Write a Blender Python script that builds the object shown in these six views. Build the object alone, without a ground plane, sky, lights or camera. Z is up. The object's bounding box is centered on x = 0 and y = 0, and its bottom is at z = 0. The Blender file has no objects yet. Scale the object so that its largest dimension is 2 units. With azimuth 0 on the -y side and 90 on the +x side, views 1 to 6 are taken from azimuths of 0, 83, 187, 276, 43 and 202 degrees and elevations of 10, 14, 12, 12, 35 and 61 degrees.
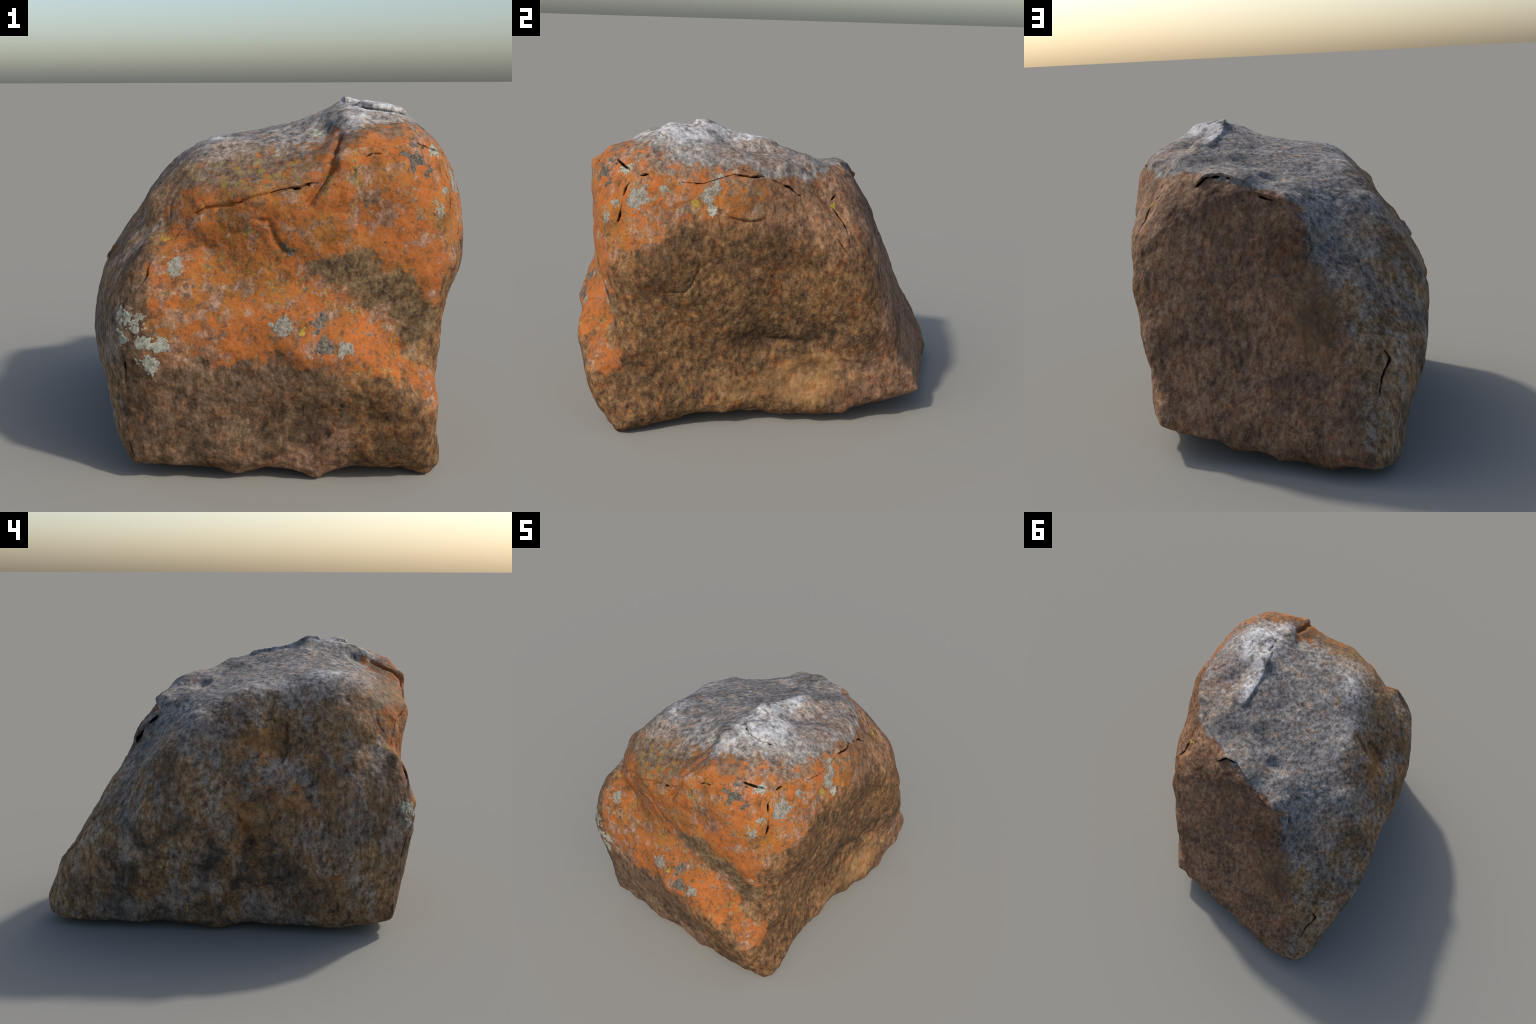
import bpy, bmesh
import numpy as np

# ------------------------------------------------------------------
# A squat granite boulder grown over with orange lichen.
# The stone is described by landmark points on its faces, ridges and
# hollows.  Seen from its heart it is a star shape, and 1/radius is
# blended between the landmarks: planar faces stay planar and ridges
# stay crisp.  Ledges, cracks and grain are then pressed into it.
# ------------------------------------------------------------------
HEART = np.array([0.0, -0.08, 0.62])
DETAIL = 9

# landmark points (metres) on each side of the stone
FRONT = {
 "front_foot": [(-.549, -.84, .085), (-.375, -.845, .066), (-.144, -.83, .03), (.159, -.83, .004), (.396, -.8, .035), (.6, -.79, .002), (.66, -.765, .045),
    (-.25, -.845, .06), (-.045, -.845, .055), (.06, -.845, .048), (.255, -.84, .045), (.5, -.8, .035)],
 "front_lower_face": [(-.5, -.915, .42), (-.526, -.885, .28), (-.074, -.92, .277), (.376, -.935, .284), (.622, -.892, .268), (.14, -.88, .12), (-.35, -.865, .15),
    (.072, -.931, .317), (-.382, -.931, .385), (.194, -.929, .291), (-.21, -.915, .244), (-.531, -.932, .505), (.069, -.892, .204)],
 "ledge_edge": [(-.344, -.947, .545), (-.218, -.961, .508), (.001, -.966, .532), (.104, -1.006, .546), (.15, -.982, .479), (.356, -.965, .527), (.449, -.975, .468),
    (.56, -.94, .36), (.625, -.878, .34), (.562, -.874, .449)],
 "ledge_top": [(-.431, -.953, .573), (.02, -.96, .653), (-.199, -.957, .619), (.343, -.874, .632), (.203, -.949, .635), (.466, -.806, .53), (-.476, -.896, .847),
    (-.3, -.92, .75), (-.426, -.817, .958), (-.051, -.894, .807), (-.159, -.912, .74), (-.518, -.946, .612)],
 "ledge_groove": [(.159, -.888, .836), (.611, -.794, .599), (.62, -.781, .448), (.39, -.845, .69), (-.002, -.911, 1), (-.252, -.85, .932), (.645, -.765, .53),
    (.013, -.934, 1.087), (-.292, -.862, 1.02), (.089, -.882, .798), (.294, -.878, .74)],
 "upper_front_bulge": [(.623, -.834, 1.069), (.45, -.9, 1.022), (.45, -.895, .877), (.446, -.895, 1.196), (.441, -.862, 1.293), (.242, -.906, 1.279), (.52, -.791, 1.324),
    (.7, -.791, .859), (.26, -.915, 1.13), (.554, -.861, .754), (.707, -.74, .912), (.344, -.899, 1.2), (.33, -.896, 1.02), (.276, -.91, .906)],
 "front_crown": [(-.347, -.808, 1.091), (.1, -.88, 1.19), (-.1, -.907, 1.135), (.232, -.801, 1.31), (0, -.717, 1.293), (-.201, -.663, 1.296), (-.332, -.72, 1.205),
    (-.379, -.448, 1.242), (-.49, -.85, .94), (-.416, -.632, 1.171), (-.485, -.64, 1.112), (-.042, -.824, 1.205), (-.204, -.762, 1.22)],
}
SUMMIT = {
 "summit": [(.326, -.555, 1.445), (.288, -.36, 1.47), (.475, -.589, 1.428), (.257, -.635, 1.432), (.249, -.695, 1.368), (.484, -.502, 1.437), (.4, -.68, 1.395),
    (.33, -.82, 1.355), (.49, -.723, 1.385), (.216, -.41, 1.433)],
 "top_hollow": [(-.268, -.482, 1.323), (-.069, -.3, 1.345), (.1, -.33, 1.385), (-.012, .219, 1.233), (.102, -.102, 1.334), (-.2, -.1, 1.29), (-.1, -.55, 1.335),
    (.1, -.6, 1.35), (.19, -.67, 1.335), (.17, -.75, 1.3), (.24, -.3, 1.425), (.225, -.156, 1.391), (-.364, -.109, 1.258), (-.189, .06, 1.236),
    (-.369, -.203, 1.254), (-.43, -.024, 1.21), (-.23, -.268, 1.306), (.116, -.414, 1.387)],
 "top_ridge": [(.394, -.101, 1.399), (.2, .05, 1.335), (.447, -.217, 1.348), (.446, .121, 1.34), (.621, -.019, 1.31), (.283, .3, 1.254), (.124, .307, 1.265),
    (.153, .107, 1.293), (.535, -.044, 1.339), (.447, -.057, 1.349), (.459, -.138, 1.351), (.526, -.244, 1.377), (.515, .052, 1.305), (.267, .11, 1.298),
    (.297, .004, 1.359), (.395, -.309, 1.416), (.061, .045, 1.291)],
}
RIGHT = {
 "right_shoulder": [(.65, -.68, 1.266), (.653, -.732, 1.23), (.695, -.508, 1.247), (.681, -.324, 1.305), (.765, -.362, 1.099), (.759, -.415, 1.088), (.754, -.183, 1.073),
    (.723, .038, 1.015), (.539, .243, 1.171), (.59, -.36, 1.376), (.749, -.194, 1.215), (.647, .302, .99), (.663, -.212, 1.336), (.599, -.492, 1.366),
    (.717, -.1, 1.199), (.732, .119, .952), (.662, -.024, 1.214), (.574, .169, 1.156), (.752, -.06, 1.017), (.604, .259, 1.067)],
 "right_face": [(.768, -.48, .92), (.749, -.602, .795), (.656, -.6, .552), (.65, -.7, .42), (.639, -.706, .241), (.652, -.653, .1), (.735, -.28, .87),
    (.7, .1, .751), (.66, -.197, .615), (.583, -.121, .453), (.585, .297, .293), (.6, .166, .1), (.614, .1, .502), (.623, .311, .432),
    (.6, -.49, .37), (.58, -.35, .3), (.686, .298, .831), (.627, .397, .852), (.564, .451, .866), (.706, .218, .921), (.58, -.1, .21),
    (.562, .178, .292), (.689, -.01, .824), (.639, -.5, .556), (.612, -.594, .3), (.581, -.086, .378), (.588, .141, .362), (.645, -.28, .517),
    (.626, -.76, .333), (.59, .179, .456), (.565, .09, .28), (.74, -.512, .785), (.636, .21, .543), (.726, -.402, .837), (.701, -.613, .716),
    (.549, .482, .76), (.598, -.277, .432), (.576, .447, .279), (.58, .406, .964), (.448, .511, .804)],
 "right_foot": [(.58, -.563, .045), (.58, -.271, .075), (.56, -.135, .105), (.57, .002, .082), (.58, .327, .072), (.5, .72, .156), (.57, .53, .13),
    (.606, -.457, .122), (.595, -.371, .115)],
}
BACK = {
 "back_face": [(.197, .48, .957), (.197, .62, .636), (.19, .74, .323), (.463, .45, .962), (.506, .543, .616), (.45, .65, .353), (-.055, .605, .851),
    (-.143, .737, .555), (-.151, .86, .259), (.101, .367, 1.228), (-.029, .44, 1.16), (.298, .398, 1.149), (.645, .421, .658), (.566, .545, .532),
    (-.212, .944, .171), (.679, .381, .725), (.563, .573, .421), (.636, .44, .531), (.159, .683, .499), (.023, .466, 1.09), (.153, .522, .877),
    (-.098, .789, .404), (.363, .704, .254), (.057, .716, .439)],
 "back_nub": [(-.18, .431, 1.103), (-.1, .44, 1.15), (-.19, .52, 1.03), (-.205, .562, .946), (-.242, .455, 1.023), (-.255, .499, .947), (-.236, .383, 1.083),
    (-.302, .416, .981), (-.178, .308, 1.175)],
 "back_foot": [(.269, .78, .107), (.111, .82, .056), (-.075, .87, .039), (-.308, .945, .027), (-.51, .965, .035), (-.588, .9, .035), (.4, .745, .118),
    (.33, .765, .118)],
 "back_left_toe": [(-.583, .781, .485), (-.533, .907, .351), (-.521, .985, .1), (-.403, .798, .512), (-.413, .9, .334), (-.45, .998, .136), (-.657, .676, .517),
    (-.666, .733, .366), (-.284, .8, .419), (-.408, .831, .445), (-.547, .85, .403), (-.61, .837, .344)],
}
LEFT = {
 "left_upper": [(-.658, .254, .893), (-.465, .192, 1.132), (-.373, .151, 1.169), (-.33, .266, 1.105), (-.445, .41, .942), (-.485, .333, .995), (-.535, .449, .866),
    (-.547, -.307, 1.019), (-.46, -.245, 1.141), (-.502, -.495, 1.073), (-.739, -.02, .777), (-.72, -.2, .805), (-.745, .325, .76), (-.621, -.499, .932),
    (-.674, -.598, .819), (-.622, .477, .726), (-.562, -.181, 1.009), (-.601, .117, .989), (-.56, .511, .761), (-.532, -.534, 1.013), (-.507, .252, 1.062),
    (-.631, -.554, .867), (-.554, -.643, .959), (-.517, .128, 1.11), (-.458, .49, .838), (-.654, .138, .889), (-.598, -.315, .937), (-.778, -.074, .657),
    (-.743, -.004, .581), (-.574, -.044, 1.017), (-.604, .543, .677), (-.504, -.725, .955), (-.336, .658, .766), (-.459, -.36, 1.102)],
 "left_face": [(-.765, -.303, .557), (-.71, -.3, .4), (-.746, -.35, .704), (-.735, -.55, .474), (-.704, -.57, .719), (-.659, -.76, .64), (-.607, -.875, .529),
    (-.71, -.07, .38), (-.755, .2, .546), (-.688, .1, .26), (-.76, .41, .574), (-.74, .41, .363), (-.688, .5, .228), (-.662, -.723, .368),
    (-.665, -.6, .235), (-.635, -.372, .197), (-.65, -.123, .249), (-.633, -.811, .756), (-.643, -.817, .374), (-.765, -.251, .622), (-.692, .134, .35),
    (-.603, -.891, .625), (-.749, -.359, .487), (-.666, .366, .201), (-.596, -.85, .314), (-.704, -.4, .801), (-.712, -.012, .458), (-.682, .218, .286),
    (-.723, .532, .561)],
 "left_foot": [(-.62, .75, .045), (-.63, .5, .05), (-.6, .063, .02), (-.6, -.259, .045), (-.45, -.56, .008), (-.6, -.68, .06), (-.652, .725, .193),
    (-.612, -.552, .051), (-.647, .635, .162), (-.619, .837, .15), (-.63, -.445, .068), (-.598, .202, .037)],
}
UNDERSIDE = {
 "belly": [(0, 0, .07), (.3, -.3, .07), (-.3, -.3, .06), (.3, .3, .09), (-.3, .4, .05), (0, -.6, .05), (.3, -.65, .05),
    (-.3, -.65, .05), (0, .6, .07), (-.35, .7, .05), (.3, .6, .12)],
}

def fit_star(points, smooth=1e-4, eps=0.015):
    """1/radius as a smooth function of direction, through the landmarks"""
    P = np.array(points) - HEART
    r = np.linalg.norm(P, axis=1); D = P / r[:, None]; s = 1 / r
    n = len(s)
    K = np.sqrt(((D[:, None] - D[None]) ** 2).sum(-1) + eps ** 2)
    A = np.zeros((n + 4, n + 4)); A[:n, :n] = K - smooth * np.eye(n)
    A[:n, n] = 1; A[n, :n] = 1; A[:n, n + 1:] = D; A[n + 1:, :n] = D.T
    w = np.linalg.solve(A, np.concatenate([s, np.zeros(4)]))
    def radius(d):
        out = np.empty(len(d))
        for i in range(0, len(d), 20000):
            q = d[i:i + 20000]
            k = np.sqrt(np.maximum(((q ** 2).sum(1)[:, None] + 1 - 2 * q @ D.T), 0) + eps ** 2)
            out[i:i + 20000] = k @ w[:n] + w[n] + q @ w[n + 1:]
        return 1 / np.maximum(out, 0.3)
    return radius

pts = [p for side in (FRONT, SUMMIT, RIGHT, BACK, LEFT, UNDERSIDE) for group in side.values() for p in group]
radius = fit_star(pts)

# ---------------------------------------------------------- numpy noise
def hash3(i, j, k, seed):
    h = (i * 374761393 + j * 668265263 + k * 2147483647 + seed * 1274126177) & 0xFFFFFFFF
    h = ((h ^ (h >> 13)) * 1274126177) & 0xFFFFFFFF
    return ((h ^ (h >> 16)) & 0xFFFF) / 32767.5 - 1.0

def value_noise(p, seed=0):
    f = np.floor(p); u = p - f; u = u * u * u * (u * (u * 6 - 15) + 10)
    i, j, k = (f.astype(np.int64) + 4096).T
    out = 0
    for a in (0, 1):
        for b in (0, 1):
            for c in (0, 1):
                w = (u[:, 0] if a else 1 - u[:, 0]) * (u[:, 1] if b else 1 - u[:, 1]) * (u[:, 2] if c else 1 - u[:, 2])
                out = out + w * hash3(i + a, j + b, k + c, seed)
    return out

def fractal(p, size, octaves=3, seed=0):
    out, amp = 0, 1.0
    for o in range(octaves):
        out = out + amp * value_noise(p * (2.03 ** o / size) + 17.3 * o, seed + o)
        amp *= 0.5
    return out

# ---------------------------------------------------------- lines on the stone
# open cracks, seen black: (half width, depth, way)
OPEN_CRACKS = [
 (.0022, .012, [(.323,-.407,1.478),(.318,-.475,1.464),(.316,-.527,1.451),(.386,-.576,1.439),(.469,-.589,1.429),(.518,-.564,1.423),(.557,-.514,1.411)]),
 (.0016, .012, [(-.364,-.789,.959),(-.329,-.797,.994),(-.249,-.827,1.072),(-.137,-.881,1.10),(.016,-.886,1.147),(.172,-.904,1.191),(.209,-.909,1.238)]),
 (.0016, .012, [(.519,-.792,1.324),(.63,-.709,1.276),(.658,-.649,1.27),(.705,-.511,1.25),(.725,-.399,1.248),(.707,-.26,1.279),(.683,-.122,1.268),(.668,.008,1.233),(.657,.091,1.189)]),
 (.0016, .012, [(.649,-.691,1.26),(.656,-.742,1.214),(.678,-.773,1.092),(.675,-.81,.985),(.689,-.807,.945)]),
 (.0018, .014, [(.350,.344,1.221),(.293,.314,1.272),(.208,.321,1.274),(.095,.37,1.224),(.036,.414,1.18),(-.071,.449,1.147),(-.204,.435,1.106)]),
 (.0022, .022, [(-.329,-.797,.994),(-.294,-.809,1.035),(-.249,-.827,1.072)]),
 (.0022, .022, [(.0,-.886,1.143),(.03,-.887,1.148),(.087,-.889,1.157),(.172,-.904,1.191)]),
 (.0030, .020, [(-.502,-.902,.788),(-.474,-.898,.838),(-.474,-.888,.869)]),
 (.0040, .030, [(-.560,-.891,.53),(-.566,-.869,.41)]),
 (.0045, .030, [(-.573,-.842,.19),(-.565,-.846,.14),(-.549,-.847,.096)]),
 (.0030, .025, [(.330,-.908,1.285),(.360,-.894,1.301),(.415,-.889,1.305)]),
 (.0035, .028, [(.519,-.792,1.324),(.588,-.748,1.297),(.630,-.709,1.276)]),
 (.0036, .028, [(.649,-.691,1.26),(.658,-.649,1.27),(.673,-.603,1.27)]),
 (.0025, .022, [(.673,-.603,1.27),(.705,-.511,1.25)]),
 (.0030, .025, [(.719,-.445,1.246),(.725,-.399,1.248)]),
 (.0035, .025, [(.707,-.26,1.279),(.701,-.176,1.263),(.683,-.122,1.268)]),
 (.0030, .025, [(.681,-.052,1.246),(.668,.008,1.233),(.671,.052,1.197),(.657,.091,1.189)]),
 (.0032, .028, [(.655,-.721,1.235),(.656,-.742,1.214),(.668,-.758,1.15)]),
 (.0042, .028, [(.672,-.765,1.12),(.678,-.773,1.092),(.676,-.794,1.038)]),
 (.0030, .020, [(.675,-.81,.985),(.689,-.807,.945)]),
 (.0040, .020, [(.534,.258,1.176),(.594,.223,1.157)]),
 (.0025, .018, [(.688,.235,.99),(.683,.266,.934),(.665,.299,.88)]),
 (.0030, .020, [(.543,.584,.358),(.571,.568,.301)]),
 (.0045, .030, [(.350,.344,1.221),(.293,.314,1.272),(.208,.321,1.274)]),
 (.0050, .030, [(.208,.321,1.274),(.134,.351,1.25),(.095,.37,1.224)]),
 (.0030, .022, [(.036,.414,1.18),(-.024,.441,1.159),(-.071,.449,1.147)]),
 (.0060, .040, [(-.212,.44,1.10),(-.219,.468,1.066),(-.218,.541,.954),(-.229,.56,.918)]),
 (.0050, .025, [(.614,.226,1.134),(.636,.285,1.059),(.67,.305,.96)]),
 (.0035, .022, [(-.526,.762,.552),(-.582,.781,.485),(-.554,.855,.415),(-.532,.909,.352)]),
 (.0025, .018, [(-.529,.959,.233),(-.522,.982,.154)]),
]
# soft furrows: (half width, depth, way)
FURROWS = [
 (.010, .010, [(-.410,-.788,.942),(-.364,-.789,.959),(-.329,-.797,.994),(-.249,-.827,1.072),(-.137,-.881,1.10),(.016,-.886,1.147),(.172,-.904,1.191)]),
 (.016, .030, [(.251,-.722,1.362),(.227,-.81,1.306),(.209,-.906,1.248),(.172,-.904,1.191),(.103,-.905,1.075)]),
 (.014, .014, [(-.732,-.133,.492),(-.715,-.17,.40),(-.70,-.21,.33),(-.68,-.25,.2)]),
 (.010, .012, [(-.735,-.12,.52),(-.735,-.06,.46),(-.72,-.04,.40)]),
 (.010, .010, [(-.082,-.896,1.042),(-.028,-.9,1.031),(-.006,-.899,.976),(.027,-.9,.926),(.071,-.901,.92)]),
 (.008, .014, [(.323,-.407,1.478),(.318,-.475,1.464),(.316,-.527,1.451),(.386,-.576,1.439),(.469,-.589,1.429),(.518,-.564,1.423)]),
 (.008, .008, [(.059,.613,.777),(-.04,.608,.836),(-.119,.619,.831),(-.24,.593,.862)]),
 (.006, .005, [(.089,.51,1.002),(-.04,.548,.989),(-.207,.53,.992)]),
 (.006, .005, [(-.04,.548,.989),(-.034,.579,.91),(-.04,.608,.836)]),
 (.009, .012, [(-.229,.56,.918),(-.24,.593,.862),(-.246,.625,.813),(-.268,.655,.763)]),
 (.008, .016, [(-.705,-.334,.81),(-.72,-.221,.794),(-.735,-.159,.764),(-.75,-.088,.718),(-.755,-.057,.686)]),
 (.013, .036, [(-.755,-.057,.686),(-.751,-.088,.627),(-.742,-.129,.56),(-.732,-.133,.492)]),
 (.009, .010, [(-.377,-.73,1.122),(-.394,-.742,1.066),(-.382,-.765,1.012)]),
 (.007, .008, [(.742,-.328,1.212),(.757,-.317,1.131),(.758,-.27,1.09),(.751,-.197,1.073),(.742,-.112,1.076),(.737,-.108,1.118)]),
 (.008, .008, [(.759,-.423,.899),(.749,-.417,.853),(.727,-.441,.771),(.715,-.472,.729),(.713,-.556,.724)]),
 (.022, .014, [(.584,-.13,.46),(.60,0.0,.45),(.61,.1,.44),(.60,.22,.40),(.585,.32,.33),(.58,.34,.25)]),
 (.006, .010, [(-.547,.288,.987),(-.642,.266,.918),(-.671,.24,.897),(-.675,.175,.915),(-.674,.09,.938)]),
 (.006, .011, [(-.533,-.182,1.123),(-.513,-.223,1.143),(-.509,-.277,1.137),(-.518,-.31,1.118),(-.617,-.317,.978),(-.667,-.279,.912)]),
 (.007, .011, [(-.657,-.467,.904),(-.693,-.458,.836),(-.704,-.397,.806),(-.705,-.334,.81)]),
 (.008, .010, [(-.5,.745,.587),(-.574,.713,.57),(-.627,.678,.542),(-.66,.657,.506)]),
 (.006, .006, [(-.529,.93,.29),(-.529,.959,.233),(-.522,.982,.154),(-.50,.985,.08)]),
]
# slab edges: (height, how far the slab runs back, side that stands proud, way)
SLABS = [
 (.016, .10, (1, 0, 0),   [(.30,-.45,1.465),(.292,-.36,1.479),(.293,-.25,1.44),(.302,-.12,1.41),(.33,.0,1.385)]),
 (.020, .12, (0, 1, 0),   [(.318,-.52,1.451),(.386,-.576,1.439),(.469,-.589,1.429),(.54,-.54,1.417)]),
 (.020, .06, (0, -.2, 1), [(.350,.344,1.221),(.293,.314,1.272),(.208,.321,1.274),(.095,.37,1.224),(.036,.414,1.18),(-.071,.449,1.147),(-.204,.435,1.106)]),
 (.020, .08, (1, 0, 0),   [(-.204,.42,1.12),(-.219,.468,1.066),(-.218,.541,.954),(-.229,.56,.918)]),
 (.016, .06, (0, -.3, 1), [(-.547,.288,.987),(-.642,.266,.918),(-.671,.24,.897),(-.675,.175,.915),(-.674,.09,.938)]),
 (-.022, .09, (0, 1, -.2), [(-.533,-.182,1.123),(-.513,-.223,1.143),(-.509,-.277,1.137),(-.518,-.31,1.118),(-.617,-.317,.978),(-.667,-.279,.912)]),
 (.018, .05, (0, .3, 1),  [(-.657,-.467,.904),(-.693,-.458,.836),(-.704,-.397,.806),(-.705,-.334,.81)]),
 (.012, .05, (0, 1, -.6), [(-.5,.745,.587),(-.574,.713,.57),(-.627,.678,.542),(-.66,.657,.506)]),
 (.012, .06, (0, 0, 1),   [(-.294,-.809,1.035),(-.249,-.827,1.072),(-.137,-.881,1.10),(.016,-.886,1.147),(.172,-.904,1.191)]),
 (.010, .05, (1, -.4, -.3),[(-.544,-.891,.729),(-.502,-.902,.788),(-.474,-.898,.838),(-.474,-.888,.869),(-.428,-.839,.917)]),
 (.010, .05, (0, 1, .5),  [(.742,-.328,1.212),(.757,-.317,1.131),(.758,-.27,1.09),(.751,-.197,1.073),(.742,-.112,1.076)]),
]

# pits and hollows (negative: knobs): (size, depth, centre)
DENTS = [
 ((.06, .035, .05), .028, (-.02,.215,1.235)),
 ((.05, .05, .05), -.016, (.07,.33,1.25)),
 ((.05, .05, .05), -.018, (-.12,.42,1.16)),
 ((.05, .05, .04), .026, (.20,-.63,1.37)),
 ((.06, .04, .04), -.012, (.27,-.68,1.385)),
]

def along(P, way, side=None):
    """distance to a polyline laid on the stone, signed side offset, fade at its ends"""
    W = np.array(way)
    dirs = (W - HEART); dirs /= np.linalg.norm(dirs, axis=1)[:, None]
    W = HEART + dirs * radius(dirs)[:, None]
    lo, hi = W.min(0) - .16, W.max(0) + .16
    idx = np.flatnonzero(((P > lo) & (P < hi)).all(1))
    Q = P[idx]
    best = np.full(len(idx), 9.0); lat = np.zeros(len(idx)); arc = np.zeros(len(idx))
    L = np.linalg.norm(np.diff(W, axis=0), axis=1); S = np.r_[0, np.cumsum(L)]
    for m in range(len(L)):
        t = (W[m + 1] - W[m]) / L[m]
        h = np.clip((Q - W[m]) @ t, 0, L[m])
        off = Q - W[m] - h[:, None] * t
        dist = np.linalg.norm(off, axis=1)
        up = dirs[m] + dirs[m + 1]
        if side is not None:
            sv = np.cross(t, up / np.linalg.norm(up)); sv *= np.sign(sv @ np.array(side)) or 1
            l = off @ sv
        else:
            l = dist
        near = dist < best
        best[near] = dist[near]; lat[near] = l[near]; arc[near] = S[m] + h[near]
    return idx, best, lat, arc, S[-1]

def smoothstep(x, a, b):
    t = np.clip((x - a) / (b - a), 0, 1); return t * t * (3 - 2 * t)

def get_co(me):
    c = np.empty(len(me.vertices) * 3, np.float64)
    me.vertices.foreach_get("co", c); return c.reshape(-1, 3)

def get_no(me):
    c = np.empty(len(me.vertices) * 3, np.float32)
    me.vertices.foreach_get("normal", c); return c.reshape(-1, 3).astype(np.float64)

def set_co(me, P):
    me.vertices.foreach_set("co", np.ascontiguousarray(P, np.float32).ravel()); me.update()

# ---------------------------------------------------------- the stone
bm = bmesh.new()
bmesh.ops.create_icosphere(bm, subdivisions=DETAIL, radius=1.0)
def on_stone(verts):
    c = np.array([v.co for v in verts]); c /= np.linalg.norm(c, axis=1)[:, None]
    return HEART + c * radius(c)[:, None]
# finer mesh along the open cracks
for reach in (.022, .012):
    C = on_stone(bm.verts); close = np.zeros(len(C), bool)
    for _, _, way in OPEN_CRACKS:
        idx, dist, _, _, _ = along(C, way); close[idx[dist < reach]] = True
    bm.verts.index_update()
    edges = [e for e in bm.edges if close[e.verts[0].index] and close[e.verts[1].index]]
    bmesh.ops.subdivide_edges(bm, edges=edges, cuts=1, use_grid_fill=True)
    bmesh.ops.triangulate(bm, faces=[f for f in bm.faces if len(f.verts) > 3])
me = bpy.data.meshes.new("rock_body")
bm.to_mesh(me); bm.free()
d = get_co(me); d /= np.linalg.norm(d, axis=1)[:, None]
P = HEART + d * radius(d)[:, None]
set_co(me, P); N = get_no(me)

# lumps, weathered grain
lump = .0042 * fractal(P, .13, 2, 1) + .0028 * fractal(P, .045, 2, 5)
pits = fractal(P, .016, 2, 9)
lump += .0011 * pits - .0016 * np.maximum(pits - .55, 0)
# the ragged hem at the ground
hem = np.exp(-((P[:, 2] - .05) / .05) ** 2)
lump += hem * .006 * fractal(P, .09, 2, 21)
P = P + N * lump[:, None]

move = np.zeros(len(P))
for h, run, side, way in SLABS:
    idx, dist, lat, arc, total = along(P, way, side)
    ends = smoothstep(arc, 0, .04) * smoothstep(total - arc, 0, .04)
    far = 1 - smoothstep(dist, run, 2.2 * run)
    move[idx] += h * ends * smoothstep(lat, -.004, .004) * np.exp(-np.maximum(lat, 0) / run) * far
for w, depth, way in FURROWS:
    idx, dist, _, arc, total = along(P, way)
    ends = .25 + .75 * smoothstep(arc, 0, .04) * smoothstep(total - arc, 0, .04)
    wob = 1 + .35 * value_noise(P[idx] / .03, 33)
    move[idx] -= depth * ends * np.exp(-(dist / (w * wob)) ** 2)
for size, depth, centre in DENTS:
    move -= depth * np.exp(-(((P - np.array(centre)) / np.array(size)) ** 2).sum(1))
P = P + N * move[:, None]
set_co(me, P); N = get_no(me)
move[:] = 0
for w, depth, way in OPEN_CRACKS:
    idx, dist, _, arc, total = along(P, way)
    ends = smoothstep(arc, -.003, .035) * smoothstep(total - arc, -.003, .035)
    wide = w * 1.1 * (.25 + 1.0 * ends) * (1 + .35 * value_noise(P[idx] / .03, 41))
    move[idx] = np.minimum(move[idx], -depth * ends * np.exp(-(dist / wide) ** 4))
P = P + N * move[:, None]
P[:, 2] = np.maximum(P[:, 2], 0.0005 + .004 * (value_noise(P / .05, 3) + 1) * (P[:, 2] < 0))
set_co(me, P)
P_rock, N_before_cracks = P, N
crack_depth = -move
me.polygons.foreach_set("use_smooth", np.ones(len(me.polygons), bool))

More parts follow.
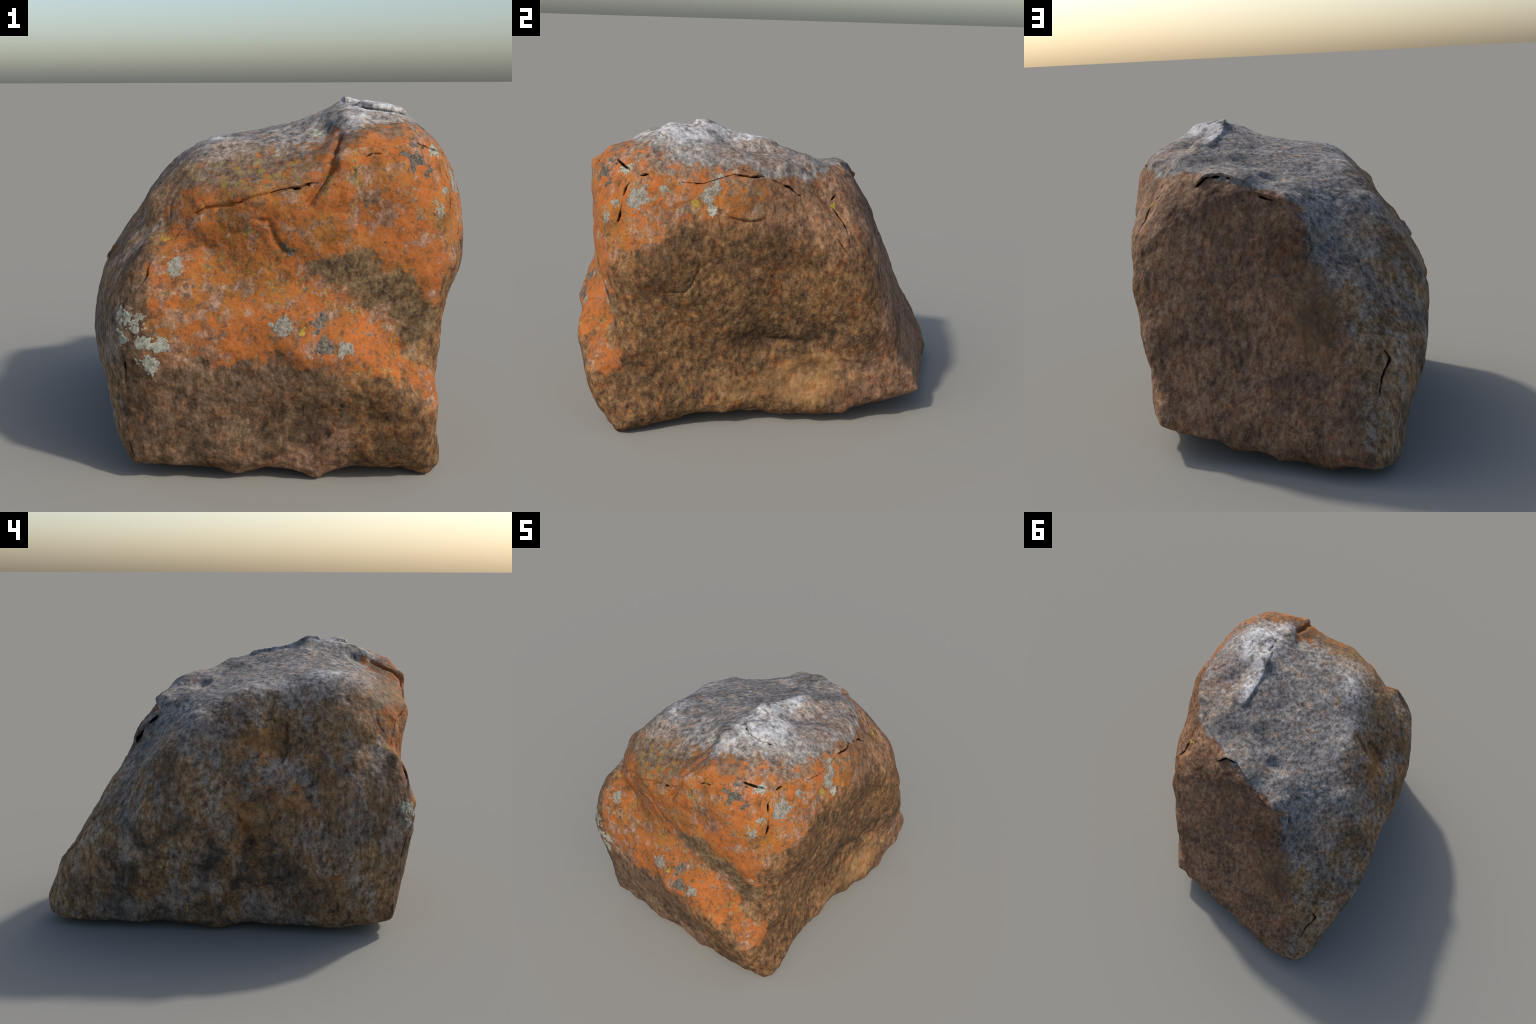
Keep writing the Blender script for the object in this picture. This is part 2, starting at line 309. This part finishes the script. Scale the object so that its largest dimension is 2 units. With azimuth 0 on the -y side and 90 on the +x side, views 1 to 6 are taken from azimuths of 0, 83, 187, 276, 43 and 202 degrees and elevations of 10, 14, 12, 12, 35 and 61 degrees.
# ---------------------------------------------------------- node helpers
class Graph:
    def __init__(self, name):
        self.mat = bpy.data.materials.new(name); self.mat.use_nodes = True
        self.t = self.mat.node_tree; self.t.nodes.clear()
        self.out = self.t.nodes.new("ShaderNodeOutputMaterial")
        self.bsdf = self.t.nodes.new("ShaderNodeBsdfPrincipled")
        self.t.links.new(self.bsdf.outputs[0], self.out.inputs[0])
        self.P = self.t.nodes.new("ShaderNodeTexCoord").outputs["Object"]
        x = self.t.nodes.new("ShaderNodeSeparateXYZ"); self.t.links.new(self.P, x.inputs[0])
        self.x, self.y, self.z = x.outputs
    def put(self, sock, v):
        if isinstance(v, bpy.types.NodeSocket): self.t.links.new(v, sock)
        elif isinstance(v, tuple) and len(v) == 3 and sock.type == "RGBA": sock.default_value = (*v, 1)
        else: sock.default_value = v
    def math(self, op, a, b=None, c=None, clamp=False):
        n = self.t.nodes.new("ShaderNodeMath"); n.operation = op; n.use_clamp = clamp
        for s, v in zip(n.inputs, (a, b, c)):
            if v is not None: self.put(s, v)
        return n.outputs[0]
    def add(self, *v):
        r = v[0]
        for q in v[1:]: r = self.math("ADD", r, q)
        return r
    def mul(self, *v):
        r = v[0]
        for q in v[1:]: r = self.math("MULTIPLY", r, q)
        return r
    def lin(self, cx, cy, cz, c0, at=None):
        x, y, z = at or (self.x, self.y, self.z)
        return self.add(self.mul(x, cx), self.mul(y, cy), self.mul(z, cz), c0)
    def inv(self, a): return self.math("SUBTRACT", 1.0, a)
    def mn(self, *v):
        r = v[0]
        for q in v[1:]: r = self.math("MINIMUM", r, q)
        return r
    def mx(self, *v):
        r = v[0]
        for q in v[1:]: r = self.math("MAXIMUM", r, q)
        return r
    def step(self, v, lo, hi):
        n = self.t.nodes.new("ShaderNodeMapRange"); n.interpolation_type = "SMOOTHSTEP"
        self.put(n.inputs[0], v); n.inputs[1].default_value = lo; n.inputs[2].default_value = hi
        return n.outputs[0]
    def noise(self, size, detail=4, rough=.6, dist=0.0, vec=None, color=False):
        n = self.t.nodes.new("ShaderNodeTexNoise")
        self.t.links.new(vec or self.P, n.inputs["Vector"])
        n.inputs["Scale"].default_value = 1 / size; n.inputs["Detail"].default_value = detail
        n.inputs["Roughness"].default_value = rough; n.inputs["Distortion"].default_value = dist
        return n.outputs["Color" if color else "Fac"]
    def cells(self, size, vec=None, feature="F1", out="Distance"):
        n = self.t.nodes.new("ShaderNodeTexVoronoi"); n.feature = feature
        self.t.links.new(vec or self.P, n.inputs["Vector"]); n.inputs["Scale"].default_value = 1 / size
        return n.outputs[out]
    def ramp(self, f, *stops):
        n = self.t.nodes.new("ShaderNodeValToRGB"); e = n.color_ramp.elements
        while len(e) < len(stops): e.new(.5)
        for k, (p, c) in zip(e, stops): k.position = p; k.color = (*c, 1)
        self.put(n.inputs[0], f); return n.outputs[0]
    def mix(self, f, a, b, mode="MIX"):
        n = self.t.nodes.new("ShaderNodeMix"); n.data_type = "RGBA"; n.blend_type = mode
        self.put(n.inputs[0], f); self.put(n.inputs[6], a); self.put(n.inputs[7], b)
        return n.outputs[2]
    def shift(self, vec, amount, size, detail=3):
        """position pushed about by noise, for ragged borders"""
        c = self.noise(size, detail, .6, color=True)
        s = self.t.nodes.new("ShaderNodeVectorMath"); s.operation = "SUBTRACT"
        self.t.links.new(c, s.inputs[0]); s.inputs[1].default_value = (.5, .5, .5)
        m = self.t.nodes.new("ShaderNodeVectorMath"); m.operation = "SCALE"
        self.t.links.new(s.outputs[0], m.inputs[0]); m.inputs["Scale"].default_value = amount
        a = self.t.nodes.new("ShaderNodeVectorMath"); a.operation = "ADD"
        self.t.links.new(vec, a.inputs[0]); self.t.links.new(m.outputs[0], a.inputs[1])
        return a.outputs[0]
    def stretch(self, vec, by):
        m = self.t.nodes.new("ShaderNodeVectorMath"); m.operation = "MULTIPLY"
        self.t.links.new(vec, m.inputs[0]); m.inputs[1].default_value = by
        return m.outputs[0]
    def split_value(self, col):
        n = self.t.nodes.new("ShaderNodeSeparateColor"); self.t.links.new(col, n.inputs[0])
        return n.outputs[0]
    def split(self, vec):
        x = self.t.nodes.new("ShaderNodeSeparateXYZ"); self.t.links.new(vec, x.inputs[0])
        return tuple(x.outputs)
    def spot(self, centre, size, vec):
        """1 inside an ellipsoid, 0 outside, as distance 0..1..2"""
        s = self.t.nodes.new("ShaderNodeVectorMath"); s.operation = "SUBTRACT"
        self.t.links.new(vec, s.inputs[0]); s.inputs[1].default_value = centre
        m = self.t.nodes.new("ShaderNodeVectorMath"); m.operation = "DIVIDE"
        self.t.links.new(s.outputs[0], m.inputs[0]); m.inputs[1].default_value = size
        l = self.t.nodes.new("ShaderNodeVectorMath"); l.operation = "LENGTH"
        self.t.links.new(m.outputs[0], l.inputs[0]); return l.outputs["Value"]
    def bump(self, h, strength, distance):
        n = self.t.nodes.new("ShaderNodeBump")
        n.inputs["Strength"].default_value = strength; n.inputs["Distance"].default_value = distance
        self.put(n.inputs["Height"], h); self.t.links.new(n.outputs[0], self.bsdf.inputs["Normal"])

def stone_material():
    g = Graph("lichened_granite")
    wide = g.shift(g.P, .22, .20, 5)            # ragged region borders
    fine = g.shift(wide, .11, .045, 5)
    w = g.split(fine)
    mid = lambda n, k: g.mul(g.math("SUBTRACT", n, .5), k)

    # mottled mineral grain shared by all the bare stone
    big = g.noise(.30, 3, .55)
    tall = g.stretch(g.P, (1, 1, .62))
    mott = g.noise(.028, 6, .66, .15, tall)
    blot = g.noise(.095, 5, .62, .7)
    grit = g.noise(.010, 4, .68)
    hue = g.noise(.060, 4, .62, .4)
    chip = g.shift(tall, .012, .012, 2)
    crystal = g.add(g.mul(g.split_value(g.cells(.013, chip, out="Color")), .6), g.mul(g.split_value(g.cells(.024, chip, out="Color")), .4))
    grain = g.add(g.mul(mott, .62), g.mul(grit, .28), g.mul(crystal, .10))

    def stone(*c):
        return g.ramp(grain, *zip((.34, .43, .515, .60, .70), c))
    brown = stone((0.026, 0.018, 0.011), (0.069, 0.042, 0.024), (0.125, 0.074, 0.042), (0.189, 0.116, 0.068), (0.290, 0.192, 0.119))
    dark = stone((0.024, 0.013, 0.009), (0.065, 0.035, 0.017), (0.127, 0.069, 0.029), (0.210, 0.114, 0.049), (0.323, 0.187, 0.088))
    rust = stone((0.050, 0.027, 0.017), (0.120, 0.064, 0.037), (0.203, 0.111, 0.064), (0.291, 0.171, 0.099), (0.416, 0.274, 0.184))
    grey = stone((.034, .032, .033), (.108, .099, .093), (.210, .190, .173), (.325, .290, .258), (.520, .475, .420))
    left = stone((0.045, 0.027, 0.016), (0.115, 0.068, 0.036), (0.212, 0.127, 0.065), (0.311, 0.195, 0.107), (0.447, 0.296, 0.175))
    ochre = stone((0.105, 0.047, 0.016), (0.182, 0.087, 0.031), (0.270, 0.131, 0.047), (0.347, 0.181, 0.072), (0.440, 0.263, 0.130))
    tan = stone((0.158, 0.078, 0.030), (0.210, 0.110, 0.042), (0.263, 0.142, 0.058), (0.315, 0.178, 0.077), (0.389, 0.240, 0.117))
    white = stone((.12, .12, .13), (.27, .265, .27), (.43, .42, .41), (.56, .55, .53), (.66, .65, .63))

    # ---- which stone shows where
    top_side = g.lin(-.25, .45, 1.0, -1.30 + .45 * .72, w)             # above the front crown
    back_edge = g.lin(.7, 1.0, -1.2, -.31 + 1.2 * 1.27 - .7 * .28, w)  # behind the rear brim
    back_left = g.add(g.lin(1.0, 0, -.30, .25 + .30 * .95, w), mid(g.noise(.15, 5, .66), .40))
    right_side = g.mn(g.lin(1.0, -.25, .0, -.50, w), g.lin(1.0, -1.0, -.41, .43 + .41 * .86 - .55, w))

    left_low = g.step(g.add(g.lin(-.75, -.42, -1.0, .80, w), mid(big, .8)), -.20, .25)
    col = g.mix(left_low, grey, left)
    pallor = g.mul(left_low, g.step(g.add(g.noise(.15, 5, .66, .3, g.stretch(g.P, (1, 1, .4))), mid(mott, .4)), .47, .58))
    col = g.mix(g.mul(pallor, .6), col, grey)
    # ochre stains trickling over the left face
    stain = g.mul(g.step(g.add(blot, mid(mott, .3)), .50, .60), g.step(g.spot((-.70, -.20, .75), (.38, .50, .60), wide), 1.0, .35))
    col = g.mix(g.mul(stain, .8), col, ochre)
    near = g.shift(g.P, .12, .07, 5)
    plate = g.mx(g.step(g.spot((-.60, -.17, 1.00), (.25, .15, .12), near), 1.1, .6), g.step(g.spot((-.73, -.20, .72), (.2, .24, .07), near), 1.15, .5),
                 g.step(g.spot((-.74, -.10, .55), (.2, .09, .14), near), 1.15, .5), g.step(g.spot((-.70, -.21, .30), (.2, .05, .17), near), 1.15, .4))
    plate = g.mul(plate, g.step(g.add(blot, mid(mott, .5)), .36, .52))
    rim = g.mul(g.step(g.spot((-.60, -.58, .92), (.25, .22, .28), wide), 1.1, .3), g.step(blot, .40, .56))
    col = g.mix(g.mul(g.mx(plate, g.mul(rim, .7)), .95), col, ochre)
    # black weathering crust low on the left
    crust = g.mul(g.step(g.add(g.noise(.16, 6, .68, .5), mid(mott, .4)), .50, .60), g.step(g.spot((-.70, .15, .32), (.4, .85, .42), wide), 1.1, .5))
    col = g.mix(g.mul(crust, .8), col, stone((.012, .012, .012), (.022, .020, .019), (.036, .031, .027), (.075, .06, .046), (.17, .14, .11)))
    front_low = g.step(g.mn(g.lin(0, -1, 0, -.78, w), g.lin(1, 0, 0, .60, w)), -.03, .03)
    col = g.mix(front_low, col, brown)
    sooty = g.mul(front_low, g.step(g.spot((.35, -.95, .36), (.45, .3, .17), wide), 1.1, .3), g.step(g.add(g.noise(.10, 5, .65), mid(mott, .4)), .42, .58))
    col = g.mix(g.mul(sooty, .6), col, dark)
    # rear face
    rear = g.step(g.mn(back_edge, back_left), -.02, .03)
    col = g.mix(rear, col, rust)
    # right flank
    right = g.step(g.mn(right_side, g.add(g.lin(.6, .0, -1.0, .87, w), mid(g.noise(.12, 6, .7), .45))), -.03, .04)
    col = g.mix(right, col, dark)
    upright = g.step(g.lin(0, .4, 1.0, -1.02, w), -.10, .12)
    col = g.mix(g.mul(upright, right, .8), col, rust)
    streak = g.mul(g.step(g.add(blot, mid(mott, .25)), .48, .60), right)
    col = g.mix(g.mul(streak, .65), col, stone((.035, .018, .010), (.085, .040, .018), (.15, .070, .028), (.22, .115, .05), (.30, .18, .10)))
    painted_shadow_band = g.mul(right, g.step(g.spot((.62, .08, .49), (.3, .36, .075), near), 1.15, .4), g.step(blot, .36, .52))  # crease shadow above the tan scoop, darkened into the stone colour
    col = g.mix(g.mul(painted_shadow_band, .65), col, stone((.014, .010, .007), (.034, .022, .013), (.066, .040, .021), (.12, .074, .038), (.2, .13, .07)))
    sandy = g.mx(g.step(g.spot((.60, .19, .25), (.3, .28, .14), g.shift(g.P, .09, .06, 4)), 1.1, .8), g.mul(g.step(g.spot((.60, -.15, .20), (.3, .20, .10), fine), 1.1, .6), .6))
    col = g.mix(g.mul(sandy, right, .9), col, tan)
    damp = g.step(g.spot((-.24, .72, .66), (.15, .4, .32), near), 1.15, .3)
    col = g.mix(g.mul(damp, .85), col, stone((.095, .054, .027), (.130, .074, .038), (.165, .094, .049), (.195, .115, .062), (.235, .15, .087)))
    warmnub = g.step(g.spot((-.14, .55, .97), (.13, .2, .14), fine), 1.1, .4)
    col = g.mix(g.mul(warmnub, .55), col, g.ramp(grain, (.36, (.07, .032, .015)), (.55, (.21, .10, .045)), (.68, (.36, .25, .17))))
    # pale feldspar flakes
    flake = g.step(g.noise(.020, 4, .62, .4, tall), .58, .66)
    col = g.mix(g.mul(flake, .22), col, (.30, .22, .145))
    col = g.mix(1.0, col, g.ramp(g.noise(.21, 4, .62, .5), (.36, (.66, .65, .64)), (.50, (1, 1, 1)), (.64, (1.3, 1.27, 1.22))), "MULTIPLY")
    # drift of mineral hue: blue grey, neutral, iron red
    col = g.mix(.75, col, g.ramp(hue, (.36, (.90, .95, 1.02)), (.47, (1, 1, 1)), (.55, (1, 1, .97)), (.66, (1.30, .94, .70))), "MULTIPLY")

    # ---- white weathering of the summit
    chalk = g.mx(g.step(g.spot((.42, -.47, 1.44), (.15, .17, .12), near), 1.2, .7),
                 g.mul(g.step(g.spot((.30, -.68, 1.39), (.10, .10, .06), wide), 1.2, .4), .75),
                 g.mul(g.step(g.spot((-.26, -.50, 1.33), (.16, .11, .07), wide), 1.2, .3), .8),
                 g.mul(g.step(g.spot((-.33, -.15, 1.26), (.07, .25, .05), wide), 1.2, .3), .5),
                 g.step(g.spot((.34, -.25, 1.42), (.06, .24, .08), near), 1.2, .5))
    chalk = g.mul(chalk, g.step(g.noise(.07, 6, .68), .38, .54))
    col = g.mix(chalk, col, white)
    topbrown = g.mul(g.step(g.spot((.54, -.10, 1.36), (.20, .28, .12), wide), 1.2, .4), g.step(g.add(blot, mid(mott, .3)), .42, .58))
    col = g.mix(g.mul(topbrown, .75), col, stone((.04, .024, .018), (.10, .062, .044), (.19, .12, .085), (.28, .19, .14), (.42, .33, .27)))

    # ---- orange lichen
    n_r = g.noise(.06, 6, .70, .3)
    low_edge = g.math("SUBTRACT", g.lin(.09, 0, 1.0, -.50, w), g.mul(g.math("MAXIMUM", g.add(w[0], -.47), 0.0), -1.2))
    flank_low = g.mn(g.add(g.mul(w[1], .6), .858 + .48), 1.10)
    flank = g.math("SUBTRACT", g.add(w[2], g.mx(g.lin(-3.0, 0, 0, 3 * .68, w), 0.0)), flank_low)
    left_edge = g.lin(1.0, 0, -.15, .46 + .12, w)
    crest = g.add(top_side, mid(g.noise(.09, 5, .68), .35))
    area = g.mn(low_edge, flank, g.mul(crest, -1.0), left_edge)
    area = g.mn(area, g.lin(.45, -1.0, 0, -.40, w))
    toe = g.add(g.mul(g.spot((.60, -.86, .41), (.12, .12, .10), fine), -.1), .1)
    area = g.mx(area, toe)
    brownpatch = g.mn(g.spot((.27, -.88, .845), (.15, .16, .06), fine), g.mn(g.spot((.42, -.85, .775), (.13, .16, .075), fine), g.spot((.56, -.80, .64), (.10, .16, .13), fine)))
    cover = g.step(g.add(area, mid(g.noise(.05, 6, .72), .22), mid(blot, .10)), -.02, .035)
    rusty = g.mul(right, g.step(g.spot((.74, -.18, 1.15), (.2, .32, .20), wide), 1.1, .4), g.step(n_r, .44, .56))
    n1 = g.noise(.12, 5, .62, .4); n2 = g.noise(.030, 6, .70, .3); n3 = g.noise(.055, 6, .70, .5)
    mixn = g.add(g.mul(n1, .40), g.mul(n2, .42), g.mul(grit, .18))
    orange = g.ramp(mixn, (.38, (.075, .042, .022)), (.435, (.175, .070, .020)), (.48, (.285, .088, .018)), (.55, (.355, .108, .024)), (.62, (.39, .15, .055)), (.70, (.43, .23, .13)))
    # rain shadow hollow: browner, more ochre growth
    tone = g.step(g.add(g.noise(.22, 4, .6), mid(n3, .4)), .46, .58)
    lich = g.mix(g.mul(tone, .65), orange, g.ramp(mixn, (.38, (.08, .045, .02)), (.50, (.27, .105, .018)), (.66, (.36, .19, .05))))
    # salmon and grey crust where the orange is worn thin
    pink = stone((.045, .030, .024), (.12, .075, .052), (.24, .145, .10), (.37, .25, .18), (.50, .40, .32))
    pale = g.step(g.add(g.mul(n3, .6), g.mul(g.noise(.20, 4, .6), .4)), .505, .57)
    lich = g.mix(g.mul(pale, .72), lich, pink)
    worn_top = g.step(g.spot((.57, -.56, 1.37), (.19, .27, .10), wide), 1.15, .5)
    lich = g.mix(g.mul(worn_top, g.step(n3, .40, .50), .9), lich, pink)
    speck = g.step(n2, .56, .63)
    lich = g.mix(g.mul(speck, .7), lich, (.060, .040, .030))
    yellow = g.mul(g.step(g.noise(.045, 5, .68, .4), .56, .63), g.step(g.noise(.25, 3, .5), .47, .58))
    lich = g.mix(g.mul(yellow, .75), lich, g.ramp(grit, (.35, (.16, .10, .012)), (.6, (.38, .26, .03))))
    # crown above the front hollow: thin, mixed with yellow and bare stone
    crown = g.step(g.spot((-.12, -.74, 1.22), (.38, .24, .17), wide), 1.1, .55)
    bare = stone((.028, .021, .016), (.075, .052, .036), (.14, .10, .068), (.22, .165, .115), (.34, .28, .21))
    lich = g.mix(g.mul(crown, g.step(n3, .39, .50), .85), lich, bare)
    lich = g.mix(g.mul(crown, g.step(g.noise(.035, 5, .68), .53, .60), .75), lich, (.22, .165, .028))
    band = g.mul(g.step(g.math("ABSOLUTE", g.add(top_side, .05)), .075, .02), g.step(n3, .42, .52))
    lich = g.mix(g.mul(band, .75), lich, bare)
    hole = g.step(g.noise(.045, 6, .70, .3), .575, .64)
    lich = g.mix(g.mul(hole, .9), lich, bare)
    scar = stone((.018, .014, .010), (.065, .044, .024), (.135, .090, .045), (.21, .14, .07), (.30, .22, .13))
    lich = g.mix(g.mul(g.step(g.add(brownpatch, mid(n3, 1.2)), 1.1, .8), .92), lich, scar)
    col = g.mix(g.mul(rusty, .6), col, stone((.05, .03, .02), (.13, .06, .028), (.24, .105, .042), (.34, .18, .09), (.45, .30, .20)))
    col = g.mix(cover, col, lich)

    g.put(g.bsdf.inputs["Base Color"], col)
    g.bsdf.inputs["Roughness"].default_value = .88
    g.bsdf.inputs["Specular IOR Level"].default_value = .25
    g.bump(g.add(g.mul(mott, .6), g.mul(grit, .4)), .6, .008)
    return g.mat

def crust_material(name, lo, hi, under):
    """leafy lichen crust: paler rim tones, broken by specks of the stone below"""
    g = Graph(name)
    n = g.add(g.mul(g.noise(.022, 5, .68), .6), g.mul(g.noise(.008, 3, .6), .4))
    col = g.ramp(n, (.38, under), (.46, lo), (.58, hi), (.70, hi))
    g.put(g.bsdf.inputs["Base Color"], col)
    g.bsdf.inputs["Roughness"].default_value = .95
    g.bsdf.inputs["Specular IOR Level"].default_value = .15
    g.bump(n, .7, .004)
    return g.mat

me.materials.append(stone_material())
gap_dark = Graph("crack_painted_dark")  # near-black paint on crack floors for the darkness inside open gaps
gap_dark.put(gap_dark.bsdf.inputs["Base Color"], gap_dark.ramp(gap_dark.noise(.01), (.3, (.006, .005, .004)), (.7, (.016, .012, .010))))
gap_dark.bsdf.inputs["Roughness"].default_value = 1.0
gap_dark.bsdf.inputs["Specular IOR Level"].default_value = 0.0
me.materials.append(gap_dark.mat)
CRUST = {
 "mint": crust_material("mint_crust", (.22, .215, .165), (.36, .36, .30), (.10, .075, .052)),
 "grey": crust_material("grey_crust", (.16, .145, .115), (.27, .255, .21), (.08, .058, .042)),
 "slate": crust_material("slate_crust", (.075, .064, .050), (.15, .13, .105), (.035, .028, .022)),
 "yellow": crust_material("yellow_crust", (.22, .145, .026), (.33, .235, .04), (.14, .075, .025)),
}

# crusts of lichen that can be told apart: (kind, radius, raggedness, centre)
ROSETTES = [
 ("grey", .040, .55, (.020,-.960,.653)),
 ("mint", .044, .9, (-.565,-.877,.692)), ("mint", .036, .9, (-.517,-.911,.655)), ("mint", .038, 1.0, (-.504,-.924,.595)),
 ("mint", .044, .9, (-.436,-.951,.585)), ("mint", .034, 1.1, (-.477,-.936,.518)), ("mint", .032, .9, (-.562,-.890,.610)),
 ("grey", .036, .8, (.624,-.833,1.069)), ("grey", .058, .9, (.698,-.695,1.159)), ("mint", .032, .9, (.604,-.743,1.284)),
 ("grey", .024, .9, (.651,-.785,1.147)), ("grey", .026, 1.0, (.708,-.578,1.219)),
 ("grey", .030, .8, (.714,-.327,1.280)), ("grey", .030, .9, (.736,-.352,1.226)), ("grey", .030, 1.0, (.747,-.379,1.181)), ("mint", .026, 1.0, (.759,-.351,1.116)),
 ("slate", .032, .9, (.153,-.936,.664)), ("slate", .030, 1.0, (.179,-.958,.579)), ("slate", .052, 1.2, (.538,-.836,1.263)),
 ("mint", .030, .9, (.167,-.636,1.358)), ("grey", .030, 1.1, (-.382,-.874,.872)), ("grey", .026, 1.1, (.267,-.958,.561)), ("slate", .022, 1.0, (.038,-.902,.932)),
 ("yellow", .018, 1.6, (.748,-.446,1.155)), ("yellow", .016, 1.6, (.604,.238,1.132)), ("yellow", .022, 1.7, (-.427,-.789,.948)), ("yellow", .020, 1.7, (.095,-.958,.630)),
]
tri = np.empty(len(me.polygons) * 3, np.int32); me.polygons.foreach_get("vertices", tri); tri = tri.reshape(-1, 3)

me.polygons.foreach_set("material_index", (crack_depth[tri].min(1) > .006).astype(np.int32))

def grow_rosette(k, kind, size, ragged, centre):
    c = np.array(centre)
    c = P_rock[np.argmin(((P_rock - c) ** 2).sum(1))]
    dist = np.linalg.norm(P_rock - c, axis=1)
    near = np.flatnonzero(dist < 2.2 * size)
    Q = P_rock[near]
    body = np.full(len(P_rock), -1.0)
    body[near] = 1 - dist[near] / size + ragged * (.80 * fractal(Q, .030, 4, 60 + k)) + .35 * value_noise(Q / .006, 90 + k)
    faces = tri[(body[tri] > 0).all(1)]
    used, inv = np.unique(faces, return_inverse=True)
    b = body[used]
    rise = .0024 * smoothstep(b, .02, .30) - .0010 + .0008 * fractal(P_rock[used], .010, 2, 80 + k)
    crust = bpy.data.meshes.new("lichen_rosette")
    crust.from_pydata((P_rock[used] + N_before_cracks[used] * rise[:, None]).tolist(), [], inv.reshape(-1, 3).tolist())
    crust.polygons.foreach_set("use_smooth", np.ones(len(crust.polygons), bool))
    crust.materials.append(CRUST[kind])
    ob = bpy.data.objects.new("lichen_rosette", crust)
    bpy.context.collection.objects.link(ob)
    return ob

# ---------------------------------------------------------- assemble
boulder = bpy.data.objects.new("boulder", None)
bpy.context.collection.objects.link(boulder)
boulder["label"] = "squat granite boulder overgrown with orange and grey lichen"
boulder["category"] = "rock"
rock = bpy.data.objects.new("rock_body", me)
bpy.context.collection.objects.link(rock); rock.parent = boulder
for k, (kind, size, ragged, centre) in enumerate(ROSETTES):
    grow_rosette(k, kind, size, ragged, centre).parent = boulder
